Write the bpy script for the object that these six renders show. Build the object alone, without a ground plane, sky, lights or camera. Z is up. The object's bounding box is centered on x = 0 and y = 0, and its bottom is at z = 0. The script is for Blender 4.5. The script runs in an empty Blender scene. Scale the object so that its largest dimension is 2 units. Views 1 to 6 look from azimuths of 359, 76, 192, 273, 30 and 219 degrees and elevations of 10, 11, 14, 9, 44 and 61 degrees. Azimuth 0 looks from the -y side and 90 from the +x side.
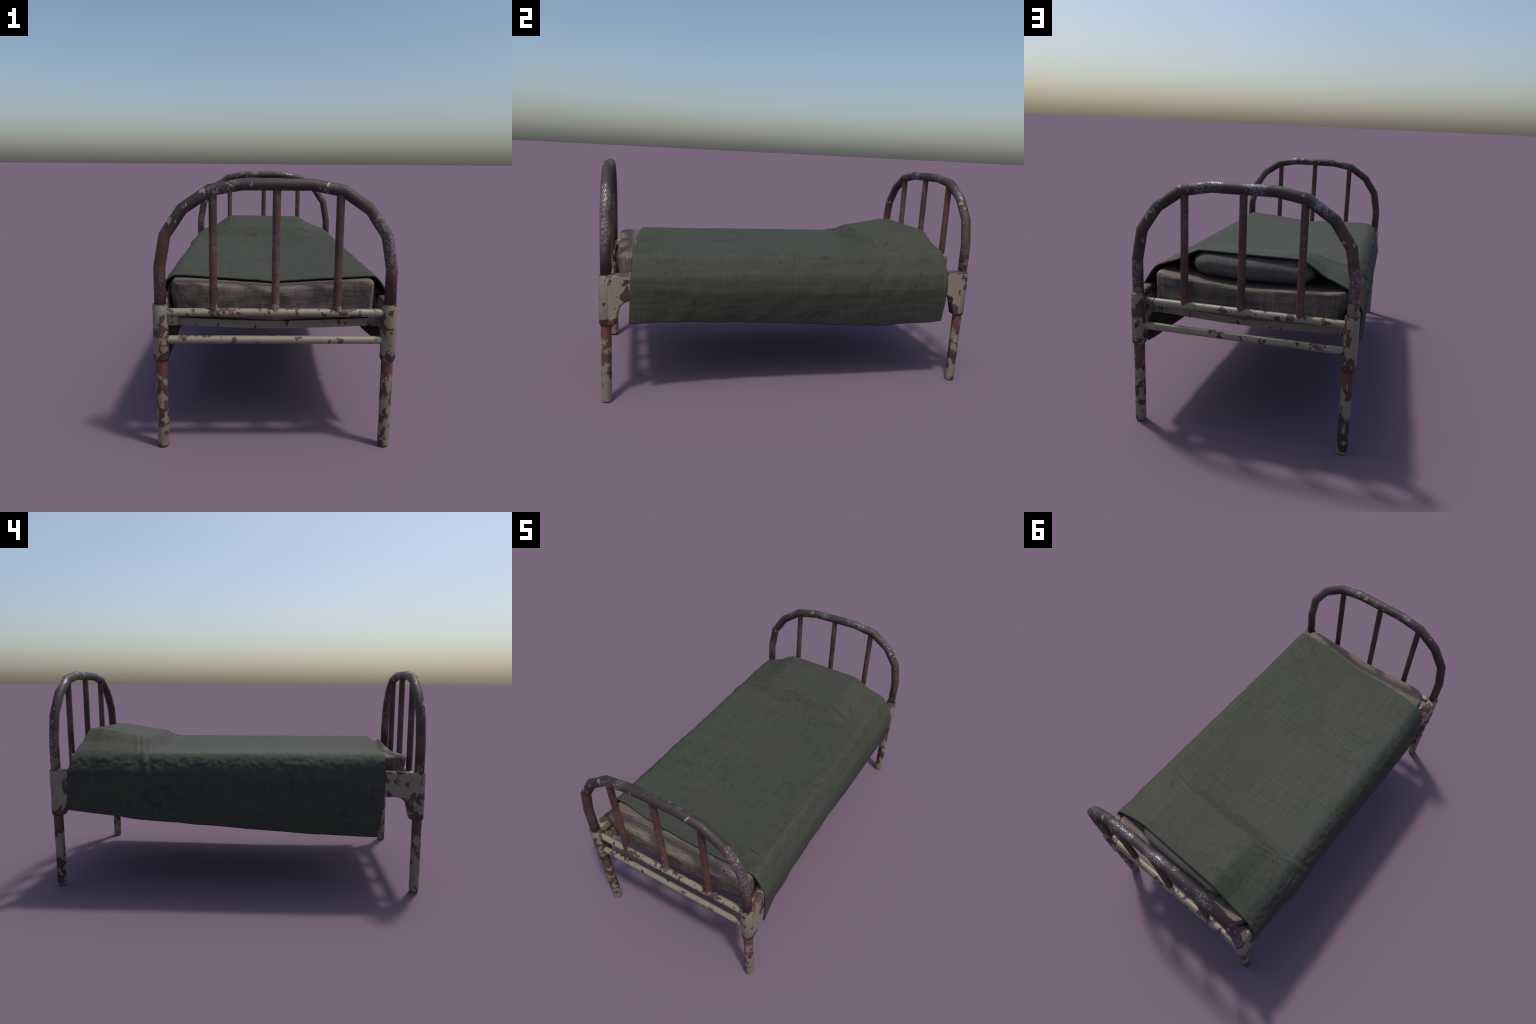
# Old iron hospital bed: peeling cream paint over rusty tube, straw mattress, pillow, green army blanket.
import bpy, bmesh, math, random
import numpy as np
from mathutils import Vector, Matrix, noise

random.seed(7)
SC = bpy.context.scene
COL = SC.collection

# ------------------------------------------------------------------ sizes (metres)
POST_X, POST_Y = 0.490, 0.967          # post centres
SHIFT_X = -0.001                      # the frame stands a hair off the blanket's centre
R_POST, R_SLEEVE, R_SPINDLE, R_RAIL = 0.0252, 0.0328, 0.0172, 0.0176
Z_SLEEVE0, Z_SLEEVE1 = 0.398, 0.650
Z_RAIL_UP, Z_RAIL_LOW = 0.611, 0.490
SPINDLE_X = (-0.265, -0.001, 0.263)
BOW = [(0.490, 0.640), (0.490, 0.803), (0.465, 0.942), (0.391, 1.051), (0.277, 1.129), (0.142, 1.1535)]


# ================================================================== node helpers
class Nodes:
    def __init__(self, name):
        self.mat = bpy.data.materials.new(name)
        self.mat.use_nodes = True
        self.t = self.mat.node_tree
        self.t.nodes.clear()
        self.out = self.t.nodes.new("ShaderNodeOutputMaterial")
        self.bsdf = self.t.nodes.new("ShaderNodeBsdfPrincipled")
        self.t.links.new(self.bsdf.outputs[0], self.out.inputs[0])
        geo = self.t.nodes.new("ShaderNodeNewGeometry")
        self.pos = geo.outputs["Position"]
        self.nrm = geo.outputs["Normal"]

    def put(self, sock, v):
        if isinstance(v, bpy.types.NodeSocket):
            self.t.links.new(v, sock)
        else:
            sock.default_value = v

    def math(self, op, a, b=0.0, c=None, clamp=False):
        n = self.t.nodes.new("ShaderNodeMath"); n.operation = op; n.use_clamp = clamp
        self.put(n.inputs[0], a); self.put(n.inputs[1], b)
        if c is not None: self.put(n.inputs[2], c)
        return n.outputs[0]

    def xyz(self, v):
        n = self.t.nodes.new("ShaderNodeSeparateXYZ"); self.put(n.inputs[0], v)
        return n.outputs

    def mapping(self, scale=(1, 1, 1), loc=(0, 0, 0), rot=(0, 0, 0), vec=None):
        n = self.t.nodes.new("ShaderNodeMapping")
        self.put(n.inputs["Vector"], vec or self.pos)
        n.inputs["Scale"].default_value = scale
        n.inputs["Location"].default_value = loc
        n.inputs["Rotation"].default_value = rot
        return n.outputs[0]

    def noise(self, scale, detail=4, rough=0.55, vec=None, distortion=0.0):
        n = self.t.nodes.new("ShaderNodeTexNoise")
        self.put(n.inputs["Vector"], vec or self.pos)
        n.inputs["Scale"].default_value = scale
        n.inputs["Detail"].default_value = detail
        n.inputs["Roughness"].default_value = rough
        n.inputs["Distortion"].default_value = distortion
        return n.outputs["Fac"]

    def step(self, v, lo, hi):
        n = self.t.nodes.new("ShaderNodeMapRange"); n.interpolation_type = "SMOOTHSTEP"
        self.put(n.inputs["Value"], v)
        self.put(n.inputs["From Min"], lo); self.put(n.inputs["From Max"], hi)
        return n.outputs[0]

    def lin(self, v, lo, hi, a=0.0, b=1.0):
        n = self.t.nodes.new("ShaderNodeMapRange")
        self.put(n.inputs["Value"], v)
        for key, val in (("From Min", lo), ("From Max", hi), ("To Min", a), ("To Max", b)):
            self.put(n.inputs[key], val)
        return n.outputs[0]

    def mix(self, f, a, b, blend="MIX"):
        n = self.t.nodes.new("ShaderNodeMix"); n.data_type = "RGBA"; n.blend_type = blend
        self.put(n.inputs["Factor"], f)
        self.put(n.inputs[6], a if isinstance(a, bpy.types.NodeSocket) else (*a, 1))
        self.put(n.inputs[7], b if isinstance(b, bpy.types.NodeSocket) else (*b, 1))
        return n.outputs[2]

    def mixf(self, f, a, b):
        n = self.t.nodes.new("ShaderNodeMix"); n.data_type = "FLOAT"
        self.put(n.inputs["Factor"], f); self.put(n.inputs[2], a); self.put(n.inputs[3], b)
        return n.outputs[0]

    def bump(self, h, strength=0.4, dist=0.002, normal=None):
        n = self.t.nodes.new("ShaderNodeBump")
        n.inputs["Strength"].default_value = strength
        n.inputs["Distance"].default_value = dist
        self.put(n.inputs["Height"], h)
        if normal: self.put(n.inputs["Normal"], normal)
        return n.outputs[0]

    def spot(self, centre, radii, rot=0.0, axis=2):
        """soft ellipsoidal mask around a world point, 1 inside"""
        r = [0, 0, 0]; r[axis] = rot
        n = self.t.nodes.new("ShaderNodeMapping"); n.vector_type = "TEXTURE"
        self.put(n.inputs["Vector"], self.pos)
        n.inputs["Location"].default_value = centre
        n.inputs["Rotation"].default_value = r
        n.inputs["Scale"].default_value = radii
        L = self.t.nodes.new("ShaderNodeVectorMath"); L.operation = "LENGTH"
        self.put(L.inputs[0], n.outputs[0])
        return L.outputs["Value"]

    def finish(self, colour, rough, metal=0.0, normal=None, spec=0.5):
        self.put(self.bsdf.inputs["Base Color"], colour)
        self.put(self.bsdf.inputs["Roughness"], rough)
        self.put(self.bsdf.inputs["Metallic"], metal)
        self.put(self.bsdf.inputs["Specular IOR Level"], spec)
        if normal: self.put(self.bsdf.inputs["Normal"], normal)
        return self.mat


CREAM, CREAM_DIRTY = (0.225, 0.198, 0.138), (0.125, 0.110, 0.080)
RUST, RUST_DARK, BROWN = (0.115, 0.043, 0.026), (0.055, 0.028, 0.022), (0.045, 0.027, 0.023)
GUNMETAL, SILVER = (0.033, 0.022, 0.020), (0.25, 0.245, 0.275)


def painted_metal(name, kind):
    """Cream enamel that has chipped down to rust. kind says how much paint is left and where."""
    m = Nodes(name)
    x, y, z = m.xyz(m.pos)
    big = m.noise(30, 2.5, 0.5, m.mapping((1, 1, 0.75)), 0.25)
    patch = m.noise(10, 2, 0.5, m.mapping(loc=(7, 3, 1)))
    fine = m.noise(75, 5, 0.65)
    speck = m.noise(190, 3, 0.6)
    cloud = m.noise(6, 3, 0.5, m.mapping(loc=(3.1, 1.7, 0.4)))
    # --- the bare metal under the paint
    grain = m.noise(320, 3, 0.7)
    rust = m.mix(m.step(m.noise(9, 5, 0.6, m.mapping(loc=(5, 2, 8))), 0.38, 0.62), RUST_DARK, RUST)
    rust = m.mix(m.math("MULTIPLY", m.step(grain, 0.45, 0.7), 0.55), rust, (0.035, 0.022, 0.020))
    if kind == "bow":
        # gun-metal brown along the crown, redder down the legs of the bow
        h = m.math("ADD", z, m.math("MULTIPLY", m.math("SUBTRACT", cloud, 0.5), 0.5))
        crown = m.step(h, 0.86, 1.06)
        base = m.mix(crown, rust, m.mix(m.step(grain, 0.62, 0.72), GUNMETAL, (0.12, 0.045, 0.03)))
        flake_field = m.noise(11, 3, 0.5, m.mapping(loc=(9, 4, 2)))
        thr = m.lin(flake_field, 0.40, 0.62, 0.70, 0.575)
        # head end keeps paint just above the sleeve, foot end almost none
        low = m.math("SUBTRACT", 1.0, m.step(z, 0.665, 0.755))
        headside = m.step(y, 0.0, 0.5)
        thr = m.math("SUBTRACT", thr, m.math("MULTIPLY", low, m.math("ADD", 0.02, m.math("MULTIPLY", headside, 0.20))))
        n = m.math("ADD", m.math("MULTIPLY", big, 0.62), m.math("MULTIPLY", fine, 0.38))
        paint = m.step(n, thr, m.math("ADD", thr, 0.018))
    elif kind == "spindle":
        base = rust
        n = m.math("ADD", m.math("MULTIPLY", big, 0.5), m.math("MULTIPLY", fine, 0.5))
        foot = m.math("SUBTRACT", 1.0, m.step(y, -0.5, 0.0))
        low = m.math("SUBTRACT", 1.0, m.step(z, 0.635, 0.70))
        thr = m.math("SUBTRACT", 0.80, m.math("MULTIPLY", low, m.math("ADD", 0.10, m.math("MULTIPLY", foot, 0.22))))
        paint = m.step(n, thr, m.math("ADD", thr, 0.018))
    else:
        base = m.mix(m.step(cloud, 0.40, 0.58), BROWN, rust)
        n = m.math("ADD", m.math("ADD", m.math("MULTIPLY", big, 0.50), m.math("MULTIPLY", patch, 0.38)), m.math("MULTIPLY", fine, 0.14))
        thr = {"leg": 0.478, "sleeve": 0.466, "rail": 0.450, "plate": 0.425}[kind]
        thr = m.math("ADD", thr, 0.0)
        if kind == "leg":    # bare and orange right under the sleeve, streaks running down
            streak = m.noise(1, 3, 0.6, m.mapping((90, 90, 5)))
            h = m.math("ADD", z, m.math("MULTIPLY", m.math("SUBTRACT", streak, 0.5), -0.16))
            bare = m.step(h, 0.315, 0.365)
            base = m.mix(m.step(h, 0.30, 0.36), base, m.mix(m.step(grain, 0.4, 0.65), (0.17, 0.05, 0.025), RUST_DARK))
            thr = m.math("ADD", thr, m.math("MULTIPLY", bare, 0.22))
        if kind == "sleeve":  # worn lips
            lip = m.math("MAXIMUM", m.step(z, 0.638, 0.652), m.math("SUBTRACT", 1.0, m.step(z, 0.402, 0.46)))
            thr = m.math("ADD", thr, m.math("MULTIPLY", lip, 0.11))
        if kind == "rail":   # scuffed underside
            pass
        paint = m.step(n, thr, m.math("ADD", thr, 0.014))
    # --- silvery bare steel specks in some zones
    zone = m.step(m.noise(7, 2, 0.5, m.mapping(loc=(1.3, 6.2, 3.3))), 0.50, 0.62)
    sil = m.math("MULTIPLY", m.step(m.math("ADD", m.math("MULTIPLY", speck, 0.6), m.math("MULTIPLY", fine, 0.45)), 0.52, 0.56), zone)
    if kind not in ("bow", "spindle"):
        sil = m.math("MULTIPLY", sil, 0.25)
    if kind == "spindle":
        sil = m.math("MULTIPLY", sil, 0.4)
    sil = m.math("MULTIPLY", sil, 0.8)
    bare_c = m.mix(sil, base, SILVER)
    # --- paint colour: dirt clouds and tiny pits
    dirt = m.step(m.noise(28, 5, 0.65, m.mapping(loc=(2, 2, 2))), 0.52, 0.78)
    cream = m.mix(m.math("MULTIPLY", dirt, 0.6), CREAM, CREAM_DIRTY)
    pits = m.step(m.noise(120, 2, 0.5, m.mapping(loc=(4, 4, 4))), 0.68, 0.73)
    cream = m.mix(m.math("MULTIPLY", pits, 0.8), cream, (0.07, 0.055, 0.045))
    colour = m.mix(paint, bare_c, cream)
    rough = m.mixf(paint, m.mixf(sil, 0.62, 0.36), 0.42)
    rough = m.math("ADD", rough, m.math("MULTIPLY", dirt, 0.18))
    metal = m.math("MULTIPLY", sil, m.math("SUBTRACT", 1.0, paint))
    metal = m.math("MULTIPLY", metal, 0.8)
    hgt = m.math("ADD", m.math("MULTIPLY", paint, 0.7), m.math("MULTIPLY", grain, 0.3))
    return m.finish(colour, rough, metal, m.bump(hgt, 0.5, 0.0015))


def weave_parts(m, along=(7, 260, 7), across=(260, 7, 260)):
    """two sets of drawn-out streaks crossing at right angles: warp and weft"""
    a = m.noise(1, 3, 0.65, m.mapping(along))
    b = m.noise(1, 3, 0.65, m.mapping(across, loc=(3, 5, 7)))
    return a, b


def blanket_cloth():
    m = Nodes("green_wool_blanket")
    a, b = weave_parts(m, (6, 230, 6), (230, 5, 230))
    th = m.math("ADD", a, b)
    w = m.lin(th, 0.74, 1.26)
    col = m.mix(w, (0.030, 0.034, 0.0235), (0.056, 0.064, 0.047))
    big = m.noise(2.6, 4, 0.6, m.mapping(loc=(4, 1, 0)))
    col = m.mix(m.math("MULTIPLY", m.step(big, 0.42, 0.66), 0.45), col, (0.050, 0.052, 0.035))
    grime = m.math("MULTIPLY", m.math("MULTIPLY", m.step(m.noise(26, 5, 0.7, m.mapping((1, 0.7, 1), loc=(8, 3, 1))), 0.50, 0.66), m.step(m.noise(3.2, 3, 0.6, m.mapping(loc=(3, 3, 9))), 0.46, 0.62)), 0.62)
    col = m.mix(grime, col, (0.022, 0.024, 0.018))
    thread = m.step(m.noise(1, 3, 0.6, m.mapping((40, 9, 70), loc=(1, 9, 2))), 0.55, 0.72)
    col = m.mix(m.math("MULTIPLY", thread, 0.5), col, (0.055, 0.043, 0.030))
    # brown scuffs and small tears, where the cloth rubs
    tears = [((0.330, 0.570, 0.765), (0.010, 0.040, 0.05), 0.5, 2), ((0.150, 0.745, 0.84), (0.007, 0.035, 0.05), 0.2, 2),
             ((0.050, 0.800, 0.845), (0.006, 0.030, 0.05), 0.35, 2), ((-0.385, 0.575, 0.755), (0.006, 0.045, 0.05), 0.1, 2),
             ((0.255, -0.735, 0.73), (0.024, 0.007, 0.05), 0.15, 2), ((-0.330, -0.690, 0.735), (0.030, 0.006, 0.05), 0.5, 2),
             ((-0.430, -0.700, 0.74), (0.030, 0.006, 0.05), 0.2, 2), ((0.380, -0.720, 0.74), (0.040, 0.006, 0.05), -0.2, 2),
             ((0.430, -0.480, 0.74), (0.014, 0.006, 0.05), 0.0, 2), ((0.0, -0.36, 0.72), (0.014, 0.005, 0.05), 0.2, 2),
             ((-0.435, -0.12, 0.735), (0.012, 0.008, 0.04), 0.6, 2), ((-0.450, 0.12, 0.735), (0.010, 0.008, 0.04), 0.3, 2),
             ((-0.470, -0.02, 0.70), (0.03, 0.007, 0.035), 0.3, 0), ((-0.47, -0.50, 0.715), (0.03, 0.008, 0.022), 0.2, 0),
             ((0.51, 0.42, 0.655), (0.05, 0.007, 0.026), -0.45, 0), ((0.50, 0.18, 0.635), (0.05, 0.006, 0.014), -0.3, 0),
             ((0.52, 0.685, 0.64), (0.05, 0.007, 0.016), -0.3, 0), ((0.535, 0.655, 0.575), (0.05, 0.006, 0.028), -0.4, 0),
             ((0.50, -0.30, 0.635), (0.05, 0.006, 0.014), -0.2, 0), ((0.52, -0.545, 0.51), (0.05, 0.008, 0.030), -0.3, 0),
             ((0.52, -0.585, 0.635), (0.05, 0.005, 0.012), 0.0, 0), ((0.535, 0.805, 0.62), (0.05, 0.006, 0.020), 0.1, 0)]
    wob = m.noise(130, 3, 0.7)
    for c, r, rot, ax in tears:
        r = [q * 0.8 if q < 0.012 else q for q in r]
        d = m.math("ADD", m.spot(c, r, rot, ax), m.math("MULTIPLY", m.math("SUBTRACT", wob, 0.5), 1.3))
        f = m.math("SUBTRACT", 1.0, m.step(d, 0.80, 1.15))
        col = m.mix(m.math("MULTIPLY", f, 0.9), col, m.mix(m.step(wob, 0.42, 0.55), (0.012, 0.010, 0.008), (0.095, 0.048, 0.022)))
    h = m.math("ADD", m.math("MULTIPLY", th, 0.5), m.math("MULTIPLY", m.noise(60, 4, 0.6, m.mapping((0.5, 1, 1))), 0.6))
    mat = m.finish(col, 0.78, 0.0, m.bump(h, 0.55, 0.0020), 0.28)
    return mat


def ticking_cloth():
    m = Nodes("stained_mattress_ticking")
    a, b = weave_parts(m, (8, 190, 150), (170, 190, 6))
    c = m.noise(1, 2, 0.5, m.mapping((26, 150, 4)))
    d = m.noise(1, 2, 0.5, m.mapping((3, 120, 40), loc=(2, 2, 6)))
    w = m.lin(m.math("ADD", m.math("ADD", a, b), m.math("ADD", c, d)), 1.64, 2.36)
    col = m.mix(w, (0.075, 0.060, 0.047), (0.215, 0.172, 0.137))
    st = m.step(m.noise(4.2, 5, 0.62, m.mapping((1, 1.2, 2.2), loc=(2.2, 0.5, 1))), 0.47, 0.66)
    col = m.mix(m.math("MULTIPLY", st, 0.72), col, (0.052, 0.048, 0.047))
    st2 = m.step(m.noise(7, 5, 0.65, m.mapping(loc=(6, 7, 3))), 0.56, 0.72)
    col = m.mix(m.math("MULTIPLY", st2, 0.45), col, (0.10, 0.075, 0.050))
    spot = m.step(m.noise(21, 2, 0.4, m.mapping((1, 1, 0.8), loc=(1, 8, 3))), 0.73, 0.77)
    col = m.mix(m.math("MULTIPLY", spot, 0.85), col, (0.025, 0.020, 0.016))
    h = m.math("ADD", w, m.math("MULTIPLY", m.noise(70, 5, 0.65), 0.8))
    return m.finish(col, 0.85, 0.0, m.bump(h, 0.5, 0.002), 0.3)


def pillow_cloth():
    m = Nodes("grey_pillow_cloth")
    a, b = weave_parts(m, (7, 200, 160), (210, 8, 8))
    w = m.lin(m.math("ADD", a, b), 0.7, 1.3)
    col = m.mix(w, (0.072, 0.068, 0.062), (0.128, 0.118, 0.105))
    st = m.step(m.noise(5, 4, 0.6), 0.48, 0.7)
    col = m.mix(m.math("MULTIPLY", st, 0.4), col, (0.06, 0.056, 0.052))
    return m.finish(col, 0.85, 0.0, m.bump(w, 0.4, 0.0012), 0.3)


def bolt_metal():
    m = Nodes("dull_zinc_bolt")
    n = m.noise(150, 3, 0.6)
    return m.finish(m.mix(m.step(n, 0.45, 0.6), (0.16, 0.17, 0.22), (0.07, 0.05, 0.045)), 0.45, 0.7)


# ================================================================== mesh helpers
def new_obj(name, verts, faces, mat, parent=None, smooth=True, angle=None):
    me = bpy.data.meshes.new(name)
    me.from_pydata([tuple(v) for v in verts], [], faces)
    me.validate()
    bm = bmesh.new(); bm.from_mesh(me)
    bmesh.ops.recalc_face_normals(bm, faces=bm.faces)
    bm.to_mesh(me); bm.free()
    if smooth:
        me.polygons.foreach_set("use_smooth", [True] * len(me.polygons))
        if angle is not None:
            me.set_sharp_from_angle(angle=math.radians(angle))
    me.materials.append(mat)
    o = bpy.data.objects.new(name, me)
    COL.objects.link(o)
    if parent: o.parent = parent
    return o


def sweep(points, radius, sides=20, radii=None, cap=True, ref=Vector((0, 1, 0))):
    """tube along a polyline with mitred bends; radii may vary per point"""
    P = [Vector(p) for p in points]
    verts, faces = [], []
    for i, p in enumerate(P):
        d0 = (p - P[i - 1]).normalized() if i else None
        d1 = (P[i + 1] - p).normalized() if i < len(P) - 1 else None
        if d0 is None: d0 = d1
        if d1 is None: d1 = d0
        t = (d0 + d1).normalized()
        stretch = 1.0 / max(0.5, t.dot(d1))
        r = ref if abs(ref.dot(t)) < 0.9 else Vector((1, 0, 0))
        n = (r - t * r.dot(t)).normalized()
        b = t.cross(n)
        rr = radii[i] if radii else radius
        bend = (d1 - d0)
        bend = bend.normalized() if bend.length > 1e-5 else None
        for k in range(sides):
            a = 2 * math.pi * (k + 0.5) / sides
            off = n * math.cos(a) * rr + b * math.sin(a) * rr
            if bend is not None:
                off += bend * off.dot(bend) * (stretch - 1)
            verts.append(p + off)
    for i in range(len(P) - 1):
        for k in range(sides):
            a, b2 = i * sides + k, i * sides + (k + 1) % sides
            faces.append((a, b2, b2 + sides, a + sides))
    if cap:
        faces.append(tuple(range(sides))[::-1])
        faces.append(tuple(range((len(P) - 1) * sides, len(P) * sides)))
    return verts, faces


def rounded_box(half, radius, res, centre=(0, 0, 0)):
    """grid on a box surface, pulled onto a box with rounded edges; returns verts, faces"""
    hx, hy, hz = half
    index, verts, faces = {}, [], []
    def vid(p):
        key = tuple(round(c, 5) for c in p)
        if key not in index:
            q = Vector(p)
            rad = Vector(radius)
            inner = Vector((max(-hx + rad.x, min(hx - rad.x, q.x)), max(-hy + rad.y, min(hy - rad.y, q.y)), max(-hz + rad.z, min(hz - rad.z, q.z))))
            d = Vector(((q.x - inner.x) / rad.x, (q.y - inner.y) / rad.y, (q.z - inner.z) / rad.z))
            L = d.length
            if L > 1e-6:
                m = max(abs(d.x), abs(d.y), abs(d.z))
                d = d * (m / L)
            index[key] = len(verts)
            verts.append(Vector((inner.x + d.x * rad.x, inner.y + d.y * rad.y, inner.z + d.z * rad.z)) + Vector(centre))
        return index[key]
    n = [max(2, int(round(2 * h / res))) for h in half]
    def lin(h, k, i): return -h + 2 * h * i / k
    for ax in range(3):
        u, v = [(1, 2), (2, 0), (0, 1)][ax]
        for s in (-1, 1):
            for i in range(n[u]):
                for j in range(n[v]):
                    q = []
                    for di, dj in ((0, 0), (1, 0), (1, 1), (0, 1)):
                        p = [0, 0, 0]
                        p[ax] = s * half[ax]; p[u] = lin(half[u], n[u], i + di); p[v] = lin(half[v], n[v], j + dj)
                        q.append(vid(p))
                    faces.append(tuple(q if s > 0 else q[::-1]))
    return verts, faces


def bevelled(o, width, segments=3, angle=30):
    mod = o.modifiers.new("edge", "BEVEL"); mod.width = width; mod.segments = segments
    mod.limit_method = "ANGLE"; mod.angle_limit = math.radians(angle)
    return apply_mods(o)


def apply_mods(o):
    dg = bpy.context.evaluated_depsgraph_get()
    me = bpy.data.meshes.new_from_object(o.evaluated_get(dg))
    old = o.data
    o.modifiers.clear(); o.data = me; me.name = old.name
    bpy.data.meshes.remove(old)
    return o


def interp(x, pts):
    return float(np.interp(x, [p[0] for p in pts], [p[1] for p in pts]))


# ================================================================== materials
M_BOW = painted_metal("rusted_tube_metal", "bow")
M_SPIN = painted_metal("rusted_spindle_metal", "spindle")
M_LEG = painted_metal("chipped_leg_paint", "leg")
M_SLEEVE = painted_metal("chipped_casting_paint", "sleeve")
M_RAIL = painted_metal("chipped_rail_paint", "rail")
M_PLATE = painted_metal("worn_plate_paint", "plate")
M_BOLT = bolt_metal()
M_BLANKET, M_TICK, M_PILLOW = blanket_cloth(), ticking_cloth(), pillow_cloth()

# ================================================================== the frame
frame = bpy.data.objects.new("iron_bed_frame", None)
COL.objects.link(frame)
frame["label"] = "old iron bed frame with chipped cream paint and rusty arched ends"
frame["category"] = "bed frame"

spindle_mesh = {}
for end in (-1, 1):
    Y = end * POST_Y
    # arched tube: one piece from sleeve to sleeve
    pts = [(x + SHIFT_X, Y, z) for x, z in BOW] + [(-x + SHIFT_X, Y, z) for x, z in reversed(BOW)]
    v, f = sweep(pts, R_POST, 24)
    bow = new_obj("bed_end_bow", v, f, M_BOW, frame)

    for sx in SPINDLE_X:
        top = interp(abs(sx), [(0, 1.150), (0.142, 1.150), (0.277, 1.126)])
        key = round(top, 3)
        if key not in spindle_mesh:
            v, f = sweep([(0, 0, 0), (0, 0, top - Z_RAIL_UP)], R_SPINDLE, 16)
            spindle_mesh[key] = new_obj("spindle", v, f, M_SPIN, bow, angle=50)
            o = spindle_mesh[key]
        else:
            o = spindle_mesh[key].copy(); COL.objects.link(o); o.parent = bow
        o.location = (sx, Y, Z_RAIL_UP)

    for zz in (Z_RAIL_UP, Z_RAIL_LOW):
        v, f = sweep([(-POST_X + SHIFT_X, Y, zz), (POST_X + SHIFT_X, Y, zz)], R_RAIL, 18, ref=Vector((0, 0, 1)))
        new_obj("end_rail", v, f, M_RAIL, frame, angle=50)

    for side in (-1, 1):
        X = side * POST_X + SHIFT_X
        # leg: tube with a slightly rounded foot, ends inside the sleeve
        prof = [(0.0, R_POST - 0.007), (0.003, R_POST - 0.002), (0.009, R_POST), (0.43, R_POST)]
        v, f = sweep([(X, Y, z) for z, r in prof], 0, 24, [r for z, r in prof])
        new_obj("leg", v, f, M_LEG, frame, angle=60)
        # cast sleeve that clamps post, leg and side rail together
        rs = R_SLEEVE
        prof = [(Z_SLEEVE0, R_POST - 0.001), (Z_SLEEVE0 + 0.001, rs - 0.005), (Z_SLEEVE0 + 0.010, rs), (0.60, rs),
                (Z_SLEEVE1 - 0.005, rs), (Z_SLEEVE1 - 0.001, rs - 0.0015), (Z_SLEEVE1, rs - 0.004), (Z_SLEEVE1 - 0.003, R_POST - 0.001)]
        v, f = sweep([(X, Y, z) for z, r in prof], 0, 28, [r for z, r in prof], cap=False)
        sleeve = new_obj("corner_casting", v, f, M_SLEEVE, frame, angle=50)
        # its web: runs inward along the side and tapers down the leg
        web = [(0.965, 0.6525), (0.920, 0.654), (0.860, 0.657), (0.780, 0.657), (0.780, 0.5205), (0.860, 0.5205), (0.880, 0.511), (0.899, 0.494),
               (0.921, 0.408), (0.930, 0.400), (0.965, 0.400)]
        xin, xout = POST_X - 0.021, POST_X + 0.0315
        vv = []
        for q in (xin, xout):
            for wy, wz in web:
                taper = interp(wy, [(0.78, 1.0), (0.93, 0.0)])
                qq = q if q == xin else q - 0.009 * taper
                vv.append((side * qq + SHIFT_X, end * wy, wz))
        n = len(web)
        ff = [tuple(range(n)), tuple(range(2 * n - 1, n - 1, -1))] + [(i, (i + 1) % n, n + (i + 1) % n, n + i) for i in range(n)]
        o = new_obj("casting_web", vv, ff, M_SLEEVE, sleeve, angle=40)
        bevelled(o, 0.011, 4, 40)
        o.data.polygons.foreach_set("use_smooth", [True] * len(o.data.polygons))

# side rails: steel angle between the castings
for side in (-1, 1):
    a, b = POST_X - 0.017, POST_X + 0.020
    for part in (0, 1):
        if part == 0:
            q = [(b - 0.006, 0.524), (b, 0.524), (b, 0.652), (b - 0.006, 0.652)]
        else:
            q = [(a - 0.03, 0.526), (b - 0.004, 0.526), (b - 0.004, 0.532), (a - 0.03, 0.532)]
        vv = [(side * x + SHIFT_X, y, z) for y in (-0.782, 0.782) for x, z in q]
        if part: vv = [(x, y * 0.99, z) for x, y, z in vv]
        ff = [(0, 1, 2, 3), (7, 6, 5, 4)] + [(i, (i + 1) % 4, 4 + (i + 1) % 4, 4 + i) for i in range(4)]
        new_obj("side_rail", vv, ff, M_PLATE, frame, smooth=False)

# sagging cross bars under the mattress ends, with bolted tabs
for end in (-1, 1):
    xs = np.linspace(-0.470, 0.470, 41)
    vv, ff = [], []
    for x in xs:
        s = -0.017 * (1 - (abs(x) / 0.47) ** 1.6)
        for (dy, z) in ((0, 0.527), (0.006, 0.527), (0.006, 0.556), (0.045, 0.556), (0.045, 0.562), (0, 0.562)):
            vv.append((x + SHIFT_X, end * (0.871 - dy), z + s))
    for i in range(len(xs) - 1):
        for k in range(6):
            a, b = i * 6 + k, i * 6 + (k + 1) % 6
            ff.append((a, b, b + 6, a + 6))
    ff += [tuple(range(6)), tuple(range(len(vv) - 6, len(vv)))]
    bar = new_obj("cross_bar", vv, ff, M_PLATE, frame, angle=30)
    for side in (-1, 1):
        v, f = rounded_box((0.020, 0.009, 0.030), (0.003, 0.002, 0.003), 0.006, (side * 0.450 + SHIFT_X, end * 0.878, 0.556))
        tab = new_obj("bolt_tab", v, f, M_PLATE, bar, angle=40)
        for bz in (0.570, 0.545):
            v, f = sweep([(side * 0.452 + SHIFT_X, end * 0.886, bz), (side * 0.452 + SHIFT_X, end * 0.890, bz), (side * 0.452 + SHIFT_X, end * 0.892, bz)],
                         0, 12, [0.0055, 0.005, 0.002], ref=Vector((0, 0, 1)))
            new_obj("bolt", v, f, M_BOLT, tab, angle=40)


# ================================================================== the mattress
def sag(x, y=0.0):
    """how far the middle hangs below the edges; broader toward mid-length"""
    e = 0.80 + 0.5 * min(1.0, max(0.0, (abs(y) - 0.60) / 0.2))
    return -(0.027 + 0.003 * (1 - min(1, abs(y) / 0.8))) * max(0.0, 1 - abs(x) / 0.42) ** e

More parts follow.
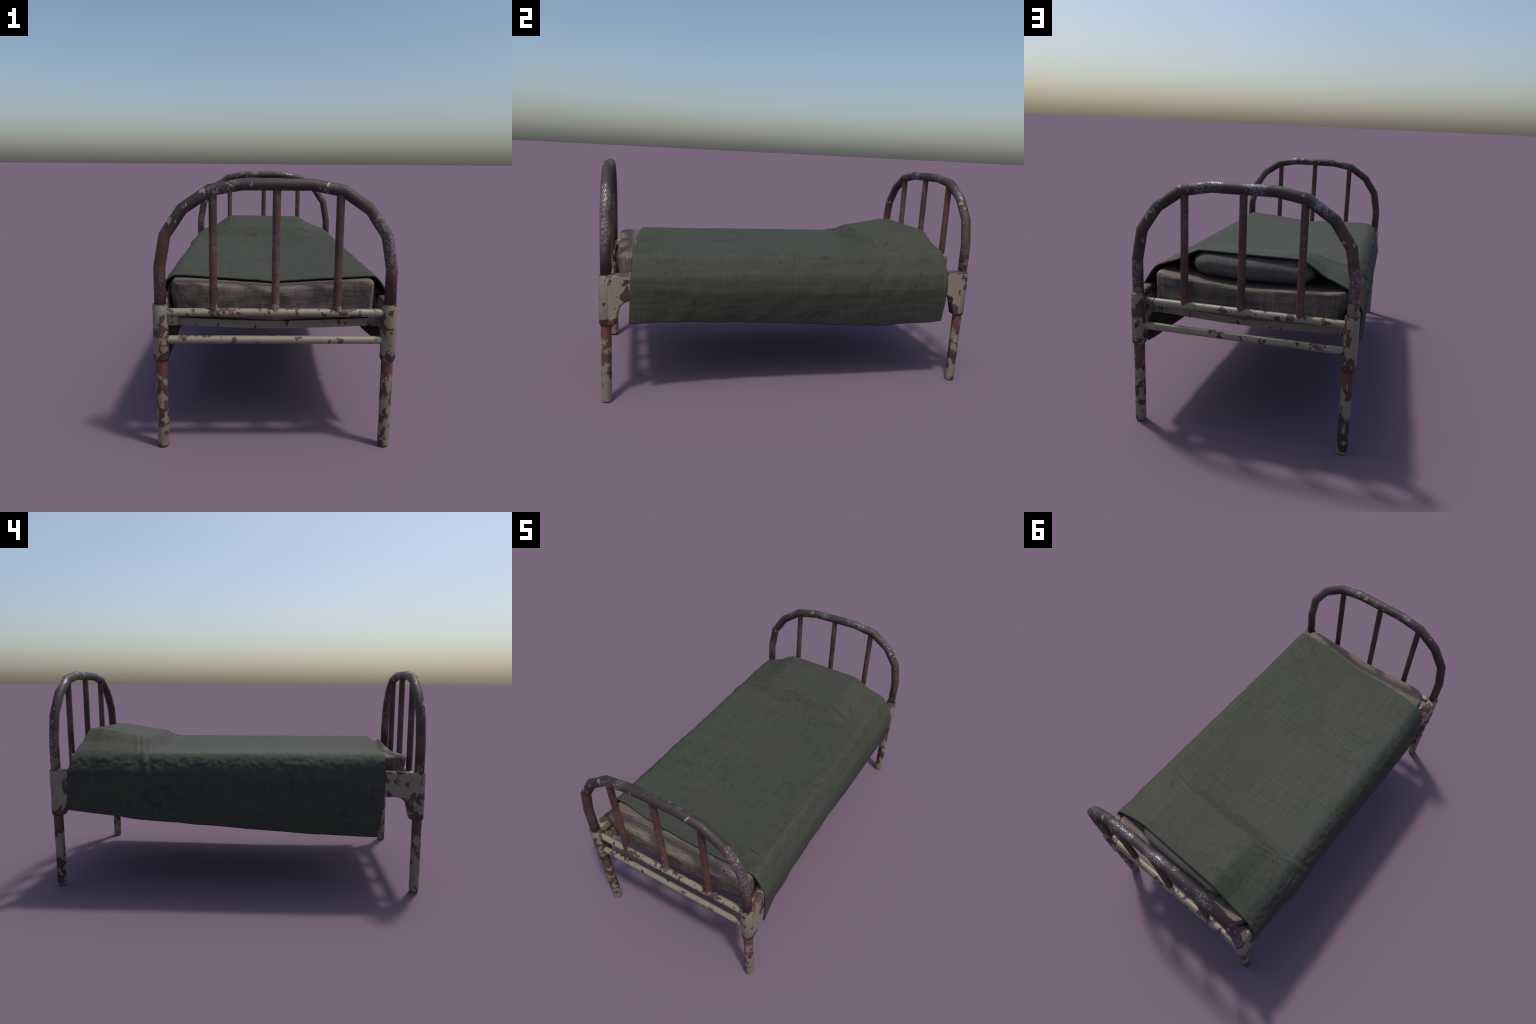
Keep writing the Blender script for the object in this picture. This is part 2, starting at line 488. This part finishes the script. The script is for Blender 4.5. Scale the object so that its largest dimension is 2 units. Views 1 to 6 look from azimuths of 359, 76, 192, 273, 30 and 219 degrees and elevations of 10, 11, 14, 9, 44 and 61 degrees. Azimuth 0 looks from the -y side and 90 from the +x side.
# lie of the blanket over mattress and pillow
PILLOW_RISE = [(0.428, 0.0), (0.465, 0.16), (0.493, 0.36), (0.521, 0.60), (0.60, 0.71), (0.78, 1.0), (0.86, 0.985)]
PILLOW_SPAN = [(0.0, 1.0), (0.262, 1.0), (0.36, 0.38), (0.41, 0.23), (0.465, 0.0)]

def top_z(x, y):
    edge = interp(x, [(-0.46, 0.740), (0.45, 0.750)])
    s = sag(x, y) * 0.97
    span = interp(abs(x), PILLOW_SPAN)
    rise = interp(y, PILLOW_RISE)
    return (edge + s) * (1 - rise * span) + (0.849 - 0.008 * x) * rise * span

MX, MY0, MY1, MZ0, MZ1 = 0.451, -0.923, 0.921, 0.568, 0.736
v, f = rounded_box((MX, (MY1 - MY0) / 2, (MZ1 - MZ0) / 2), (0.040, 0.040, 0.024), 0.010, (-0.006, (MY0 + MY1) / 2, (MZ0 + MZ1) / 2))
nv = []
for p in v:
    t = (p.z - MZ0) / (MZ1 - MZ0)
    q = p.copy()
    q.z += sag(p.x, p.y) * (0.75 + 0.25 * t) - 0.006 * t * max(0, 1 - abs(p.y) / 0.9)
    if p.y < -0.7: q.y += 0.020 * (1 - t) * min(1, (-0.7 - p.y) / 0.15)     # foot end leans back toward the bottom
    if abs(p.x) > 0.37 and abs(p.y) > 0.8:      # blunt corners in plan
        q.y -= math.copysign(0.030 * min(1, (abs(p.x) - 0.37) / 0.08) ** 2, p.y)
    n1 = noise.noise(Vector((p.x * 6, p.y * 6, p.z * 9)))
    n2 = noise.noise(Vector((p.x * 21 + 5, p.y * 21, p.z * 26)))
    out = Vector((p.x / MX, p.y / 0.9, 0)); m_ = max(abs(out.x), abs(out.y))
    side_dir = Vector((math.copysign(1, p.x) if abs(out.x) > 0.94 else 0, math.copysign(1, p.y) if abs(out.y) > 0.94 else 0, 0))
    q += side_dir * (0.003 * n1 + 0.0016 * n2) + Vector((0, 0, 0.003 * n1 + 0.0012 * n2)) * t
    if p.z > 0.70: q.z = min(q.z, top_z(p.x, min(p.y, 0.43)) - 0.016)
    nv.append(q)
mattress = new_obj("mattress", nv, f, M_TICK)
mattress["label"] = "thin sagging mattress in stained brown ticking"
mattress["category"] = "mattress"

# ================================================================== the pillow
v, f = rounded_box((0.292, 0.200, 0.058), (0.085, 0.085, 0.057), 0.011, (-0.014, 0.680, 0.782))
nv = []
for p in v:
    q = p.copy()
    ex = abs(p.x + 0.014) / 0.292; ey = abs(p.y - 0.680) / 0.200
    puff = 1 - 0.16 * max(ex, ey) ** 4
    q.z = 0.782 + (p.z - 0.782) * puff
    if p.z < 0.782: q.z += sag(p.x) * 0.7 + 0.004
    q.z += 0.0022 * noise.noise(Vector((p.x * 9, p.y * 9, 2.0)))
    q.y += 0.004 * noise.noise(Vector((p.x * 7, p.y * 7, p.z * 7)))
    q.z = min(q.z, top_z(q.x, min(q.y, 0.84)) - 0.016)
    nv.append(q)
pillow = new_obj("pillow", nv, f, M_PILLOW)
pillow["label"] = "flat grey pillow lying under the blanket"
pillow["category"] = "pillow"

# ================================================================== the blanket
# cross-sections from the hem on the -x side over the bed to the hem on the +x side
HEM_N_Z = [(-0.78, 0.303), (-0.62, 0.309), (-0.43, 0.316), (-0.16, 0.333), (0.10, 0.352), (0.22, 0.361), (0.44, 0.381), (0.50, 0.386), (0.60, 0.399), (0.78, 0.418), (0.92, 0.435)]
HEM_N_X = [(-0.78, -0.509), (-0.43, -0.508), (-0.1, -0.503), (0.3, -0.506), (0.50, -0.524), (0.56, -0.527), (0.62, -0.512), (0.92, -0.511)]
HEM_P_Z = [(-0.86, 0.410), (-0.68, 0.404), (-0.38, 0.389), (-0.02, 0.370), (0.46, 0.344), (0.54, 0.347), (0.80, 0.359), (0.86, 0.366)]
HEM_P_X = [(-0.86, 0.517), (-0.80, 0.508), (-0.70, 0.492), (-0.4, 0.478), (0.0, 0.478), (0.46, 0.489), (0.80, 0.500), (0.86, 0.503)]
WIDE_N_X = [(-0.79, -0.530), (-0.6, -0.541), (-0.3, -0.539), (0.0, -0.535), (0.28, -0.532), (0.45, -0.533), (0.54, -0.540), (0.62, -0.530), (0.75, -0.527), (0.88, -0.533)]
WIDE_N_Z = [(-0.79, 0.565), (-0.5, 0.615), (0.0, 0.630), (0.88, 0.652)]
WIDE_P_X = [(-0.85, 0.529), (-0.6, 0.530), (-0.2, 0.532), (0.1, 0.535), (0.3, 0.540), (0.55, 0.541), (0.85, 0.541)]
WIDE_P_Z = [(-0.85, 0.590), (-0.5, 0.565), (0.3, 0.553), (0.85, 0.570)]
def section(y):
    L = []
    hx, hz = interp(y, HEM_N_X), interp(y, HEM_N_Z)
    wx, wz = interp(y, WIDE_N_X), interp(y, WIDE_N_Z)
    for t in (0, 0.33, 0.66):
        L.append((hx + (wx - hx) * (t ** 0.8 if t else 0), hz + (wz - hz) * t))
    L += [(wx, wz), (-0.512 + 0.3 * (wx + 0.54), 0.688), (-0.486, 0.722), (-0.458, top_z(-0.458, y))]
    for x in (-0.40, -0.352, -0.30, -0.25, -0.16, -0.08, 0.0, 0.08, 0.16, 0.25, 0.30, 0.352, 0.40):
        L.append((x, top_z(x, y)))
    L += [(0.453, top_z(0.453, y)), (0.479, 0.723), (0.502, 0.683)]
    wx, wz = interp(y, WIDE_P_X), interp(y, WIDE_P_Z)
    L += [(0.525 + 0.4 * (wx - 0.53), 0.64), (wx, wz)]
    hx, hz = interp(y, HEM_P_X), interp(y, HEM_P_Z)
    for t in (0.66, 0.33, 0):
        L.append((hx + (wx - hx) * (t ** 0.8 if t else 0), hz + (wz - hz) * t))
    return L

SECTION_N = len(section(0.0))
# how far each strand of the cloth reaches toward foot and head
FOOT = [-0.759, -0.770, -0.778, -0.784, -0.788, -0.788, -0.788] + [-0.79, -0.798, -0.805, -0.810, -0.815, -0.817, -0.819, -0.824, -0.831, -0.836, -0.838, -0.838, -0.838] + [-0.840, -0.843, -0.846, -0.849, -0.851, -0.853, -0.855, -0.857]
HEAD = [0.918, 0.905, 0.893, 0.884, 0.878, 0.873, 0.868] + [0.868, 0.864, 0.860, 0.856, 0.853, 0.850, 0.847, 0.845, 0.842, 0.838, 0.836, 0.837, 0.842] + [0.848, 0.849, 0.850, 0.851, 0.853, 0.855, 0.856, 0.857]
assert len(FOOT) == len(HEAD) == SECTION_N

NV = 300
NU = 210
grid = np.zeros((NV + 1, SECTION_N, 3))
for j in range(NV + 1):
    t = j / NV
    for i in range(SECTION_N):
        y = FOOT[i] + (HEAD[i] - FOOT[i]) * t
        x, z = section(y)[i] if i in (0,) else (0, 0)
        grid[j, i] = (x, y, z)
cache = {}
for j in range(NV + 1):
    for i in range(SECTION_N):
        y = round(grid[j, i, 1], 3)
        if y not in cache: cache[y] = section(y)
        grid[j, i, 0], grid[j, i, 2] = cache[y][i]
# resample across by arc length of the mean section
mean = grid.mean(0)
arc = np.concatenate([[0], np.cumsum(np.linalg.norm(np.diff(grid[NV // 3][:, [0, 2]], axis=0), axis=1))])
uu = np.linspace(0, arc[-1], NU + 1)
fine = np.stack([np.stack([np.interp(uu, arc, grid[j, :, c]) for c in range(3)], 1) for j in range(NV + 1)])

def smooth(a, axis, passes):
    for _ in range(passes):
        b = a.copy()
        sl = [slice(None)] * 3
        m0, m1, m2 = list(sl), list(sl), list(sl)
        m0[axis], m1[axis], m2[axis] = slice(0, -2), slice(1, -1), slice(2, None)
        b[tuple(m1)] = a[tuple(m1)] * 0.5 + (a[tuple(m0)] + a[tuple(m2)]) * 0.25
        a = b
    return a
fine = smooth(smooth(fine, 1, 4), 0, 5)

# normals of the sheet, then creases and small wrinkles pushed along them
du = np.gradient(fine, axis=1); dv = np.gradient(fine, axis=0)
nrm = np.cross(du, dv); nrm /= np.linalg.norm(nrm, axis=2, keepdims=True)
nrm *= np.sign(nrm[:, NU // 2, 2].mean())
half = arc[-1] / 2

def ridge(v, w): return math.exp(-(v / w) ** 2)

def wrinkle(s, y, p):
    """s: distance across the cloth from the middle; returns height of the crease field in metres"""
    h = 0.0018 * noise.noise(Vector((p[0] * 5, p[1] * 4, p[2] * 5)))
    h += 0.0009 * noise.noise(Vector((p[0] * 26, p[1] * 14, p[2] * 26)))
    if p[0] > 0.44:      # drape on the sunny side: slanting soft pleats
        k = min(1.0, (s - 0.44) / 0.12); k = max(0.0, k)
        q = noise.noise(Vector((y * 9 + (0.72 - p[2]) * 6.5, p[2] * 3.5, 3.0)))
        h += 0.0065 * k * q * (0.4 + 1.2 * max(0, noise.noise(Vector((y * 3.1, 2.0, p[2] * 4)) ) + 0.35))
        q2 = abs(noise.noise(Vector((y * 15 + (0.72 - p[2]) * 9, p[2] * 5, 9.0))))
        h -= 0.0040 * k * max(0, 0.10 - q2) * 10 * max(0, noise.noise(Vector((y * 5, p[2] * 9, 4.0))))
        h += 0.0012 * noise.noise(Vector((y * 4, 1.0, p[2] * 70))) * k
    if p[0] < -0.43:     # bunched, knobbly fold on the shaded side
        k = ridge(p[2] - 0.695, 0.045)
        h += 0.0045 * k * noise.noise(Vector((4.0, y * 16, p[2] * 26)))
        h += 0.0040 * k * noise.noise(Vector((8.0, y * 38, p[2] * 60)))
        h += 0.0020 * noise.noise(Vector((1.0, y * 6, p[2] * 4))) * (1 if p[2] < 0.68 else 0.3)
        h += 0.0045 * ridge(y - 0.480 - (p[2] - 0.70) * 0.3, 0.016) * (1 if p[2] > 0.62 else max(0, 1 - (0.62 - p[2]) / 0.1))
        h -= 0.005 * ridge(y - 0.448 - (p[2] - 0.70) * 0.3, 0.014) * (1 if p[2] > 0.62 else max(0, 1 - (0.62 - p[2]) / 0.1))
    if p[2] > 0.69:      # drag lines at the foot of the pillow
        ax = abs(p[0])
        if ax > 0.15:
            k = min(1, (ax - 0.15) / 0.12) * (1 if ax < 0.42 else max(0, 1 - (ax - 0.42) / 0.06))
            for off, a in ((0.0, 0.0045), (0.035, 0.004), (0.065, 0.003)):
                yc = 0.545 - 0.28 * (ax - 0.15) + off
                h += k * a * (ridge(y - yc, 0.010) - ridge(y - yc + 0.016, 0.010))
        h += 0.0012 * noise.noise(Vector((p[0] * 12, y * 40, 0.3))) * ridge(y - 0.75, 0.2)
    return h

H = np.zeros((NV + 1, NU + 1))
for j in range(NV + 1):
    for i in range(NU + 1):
        p = fine[j, i]
        H[j, i] = wrinkle(abs(uu[i] - half), p[1], p)
fine = fine + nrm * H[..., None]
# hem edges wander a little
for j in range(NV + 1):
    for i in (0, 1, 2):
        fine[j, i, 2] += 0.002 * noise.noise(Vector((fine[j, i, 1] * 7, 0, 0)))
        fine[j, NU - i, 2] += 0.002 * noise.noise(Vector((fine[j, NU - i, 1] * 7, 5, 0)))

THICK = 0.009
inner = fine - nrm * THICK
W = NU + 1
verts = [tuple(p) for p in fine.reshape(-1, 3)] + [tuple(p) for p in inner.reshape(-1, 3)]
B = (NV + 1) * W
faces = []
for j in range(NV):
    for i in range(NU):
        a, b, c, d = j * W + i, j * W + i + 1, (j + 1) * W + i + 1, (j + 1) * W + i
        faces.append((a, b, c, d)); faces.append((B + d, B + c, B + b, B + a))
# rounded rim: one extra ring of verts set outward half-way between the two skins
ring = [(0, i) for i in range(W)] + [(j, NU) for j in range(1, NV + 1)] + [(NV, i) for i in range(NU - 1, -1, -1)] + [(j, 0) for j in range(NV - 1, 0, -1)]
rim0 = len(verts)
for (j, i) in ring:
    jj, ii = min(max(j, 1), NV - 1), min(max(i, 1), NU - 1)
    outward = fine[j, i] - fine[jj, ii]
    outward = outward / (np.linalg.norm(outward) + 1e-9)
    verts.append(tuple((fine[j, i] + inner[j, i]) / 2 + outward * 0.0035))
for k, (j, i) in enumerate(ring):
    j2, i2 = ring[(k + 1) % len(ring)]
    r0, r1 = rim0 + k, rim0 + (k + 1) % len(ring)
    faces.append((j * W + i, r0, r1, j2 * W + i2))
    faces.append((r0, B + j * W + i, B + j2 * W + i2, r1))
blanket = new_obj("blanket", verts, faces, M_BLANKET)
blanket["label"] = "coarse dark green wool blanket draped over bed and pillow"
blanket["category"] = "blanket"
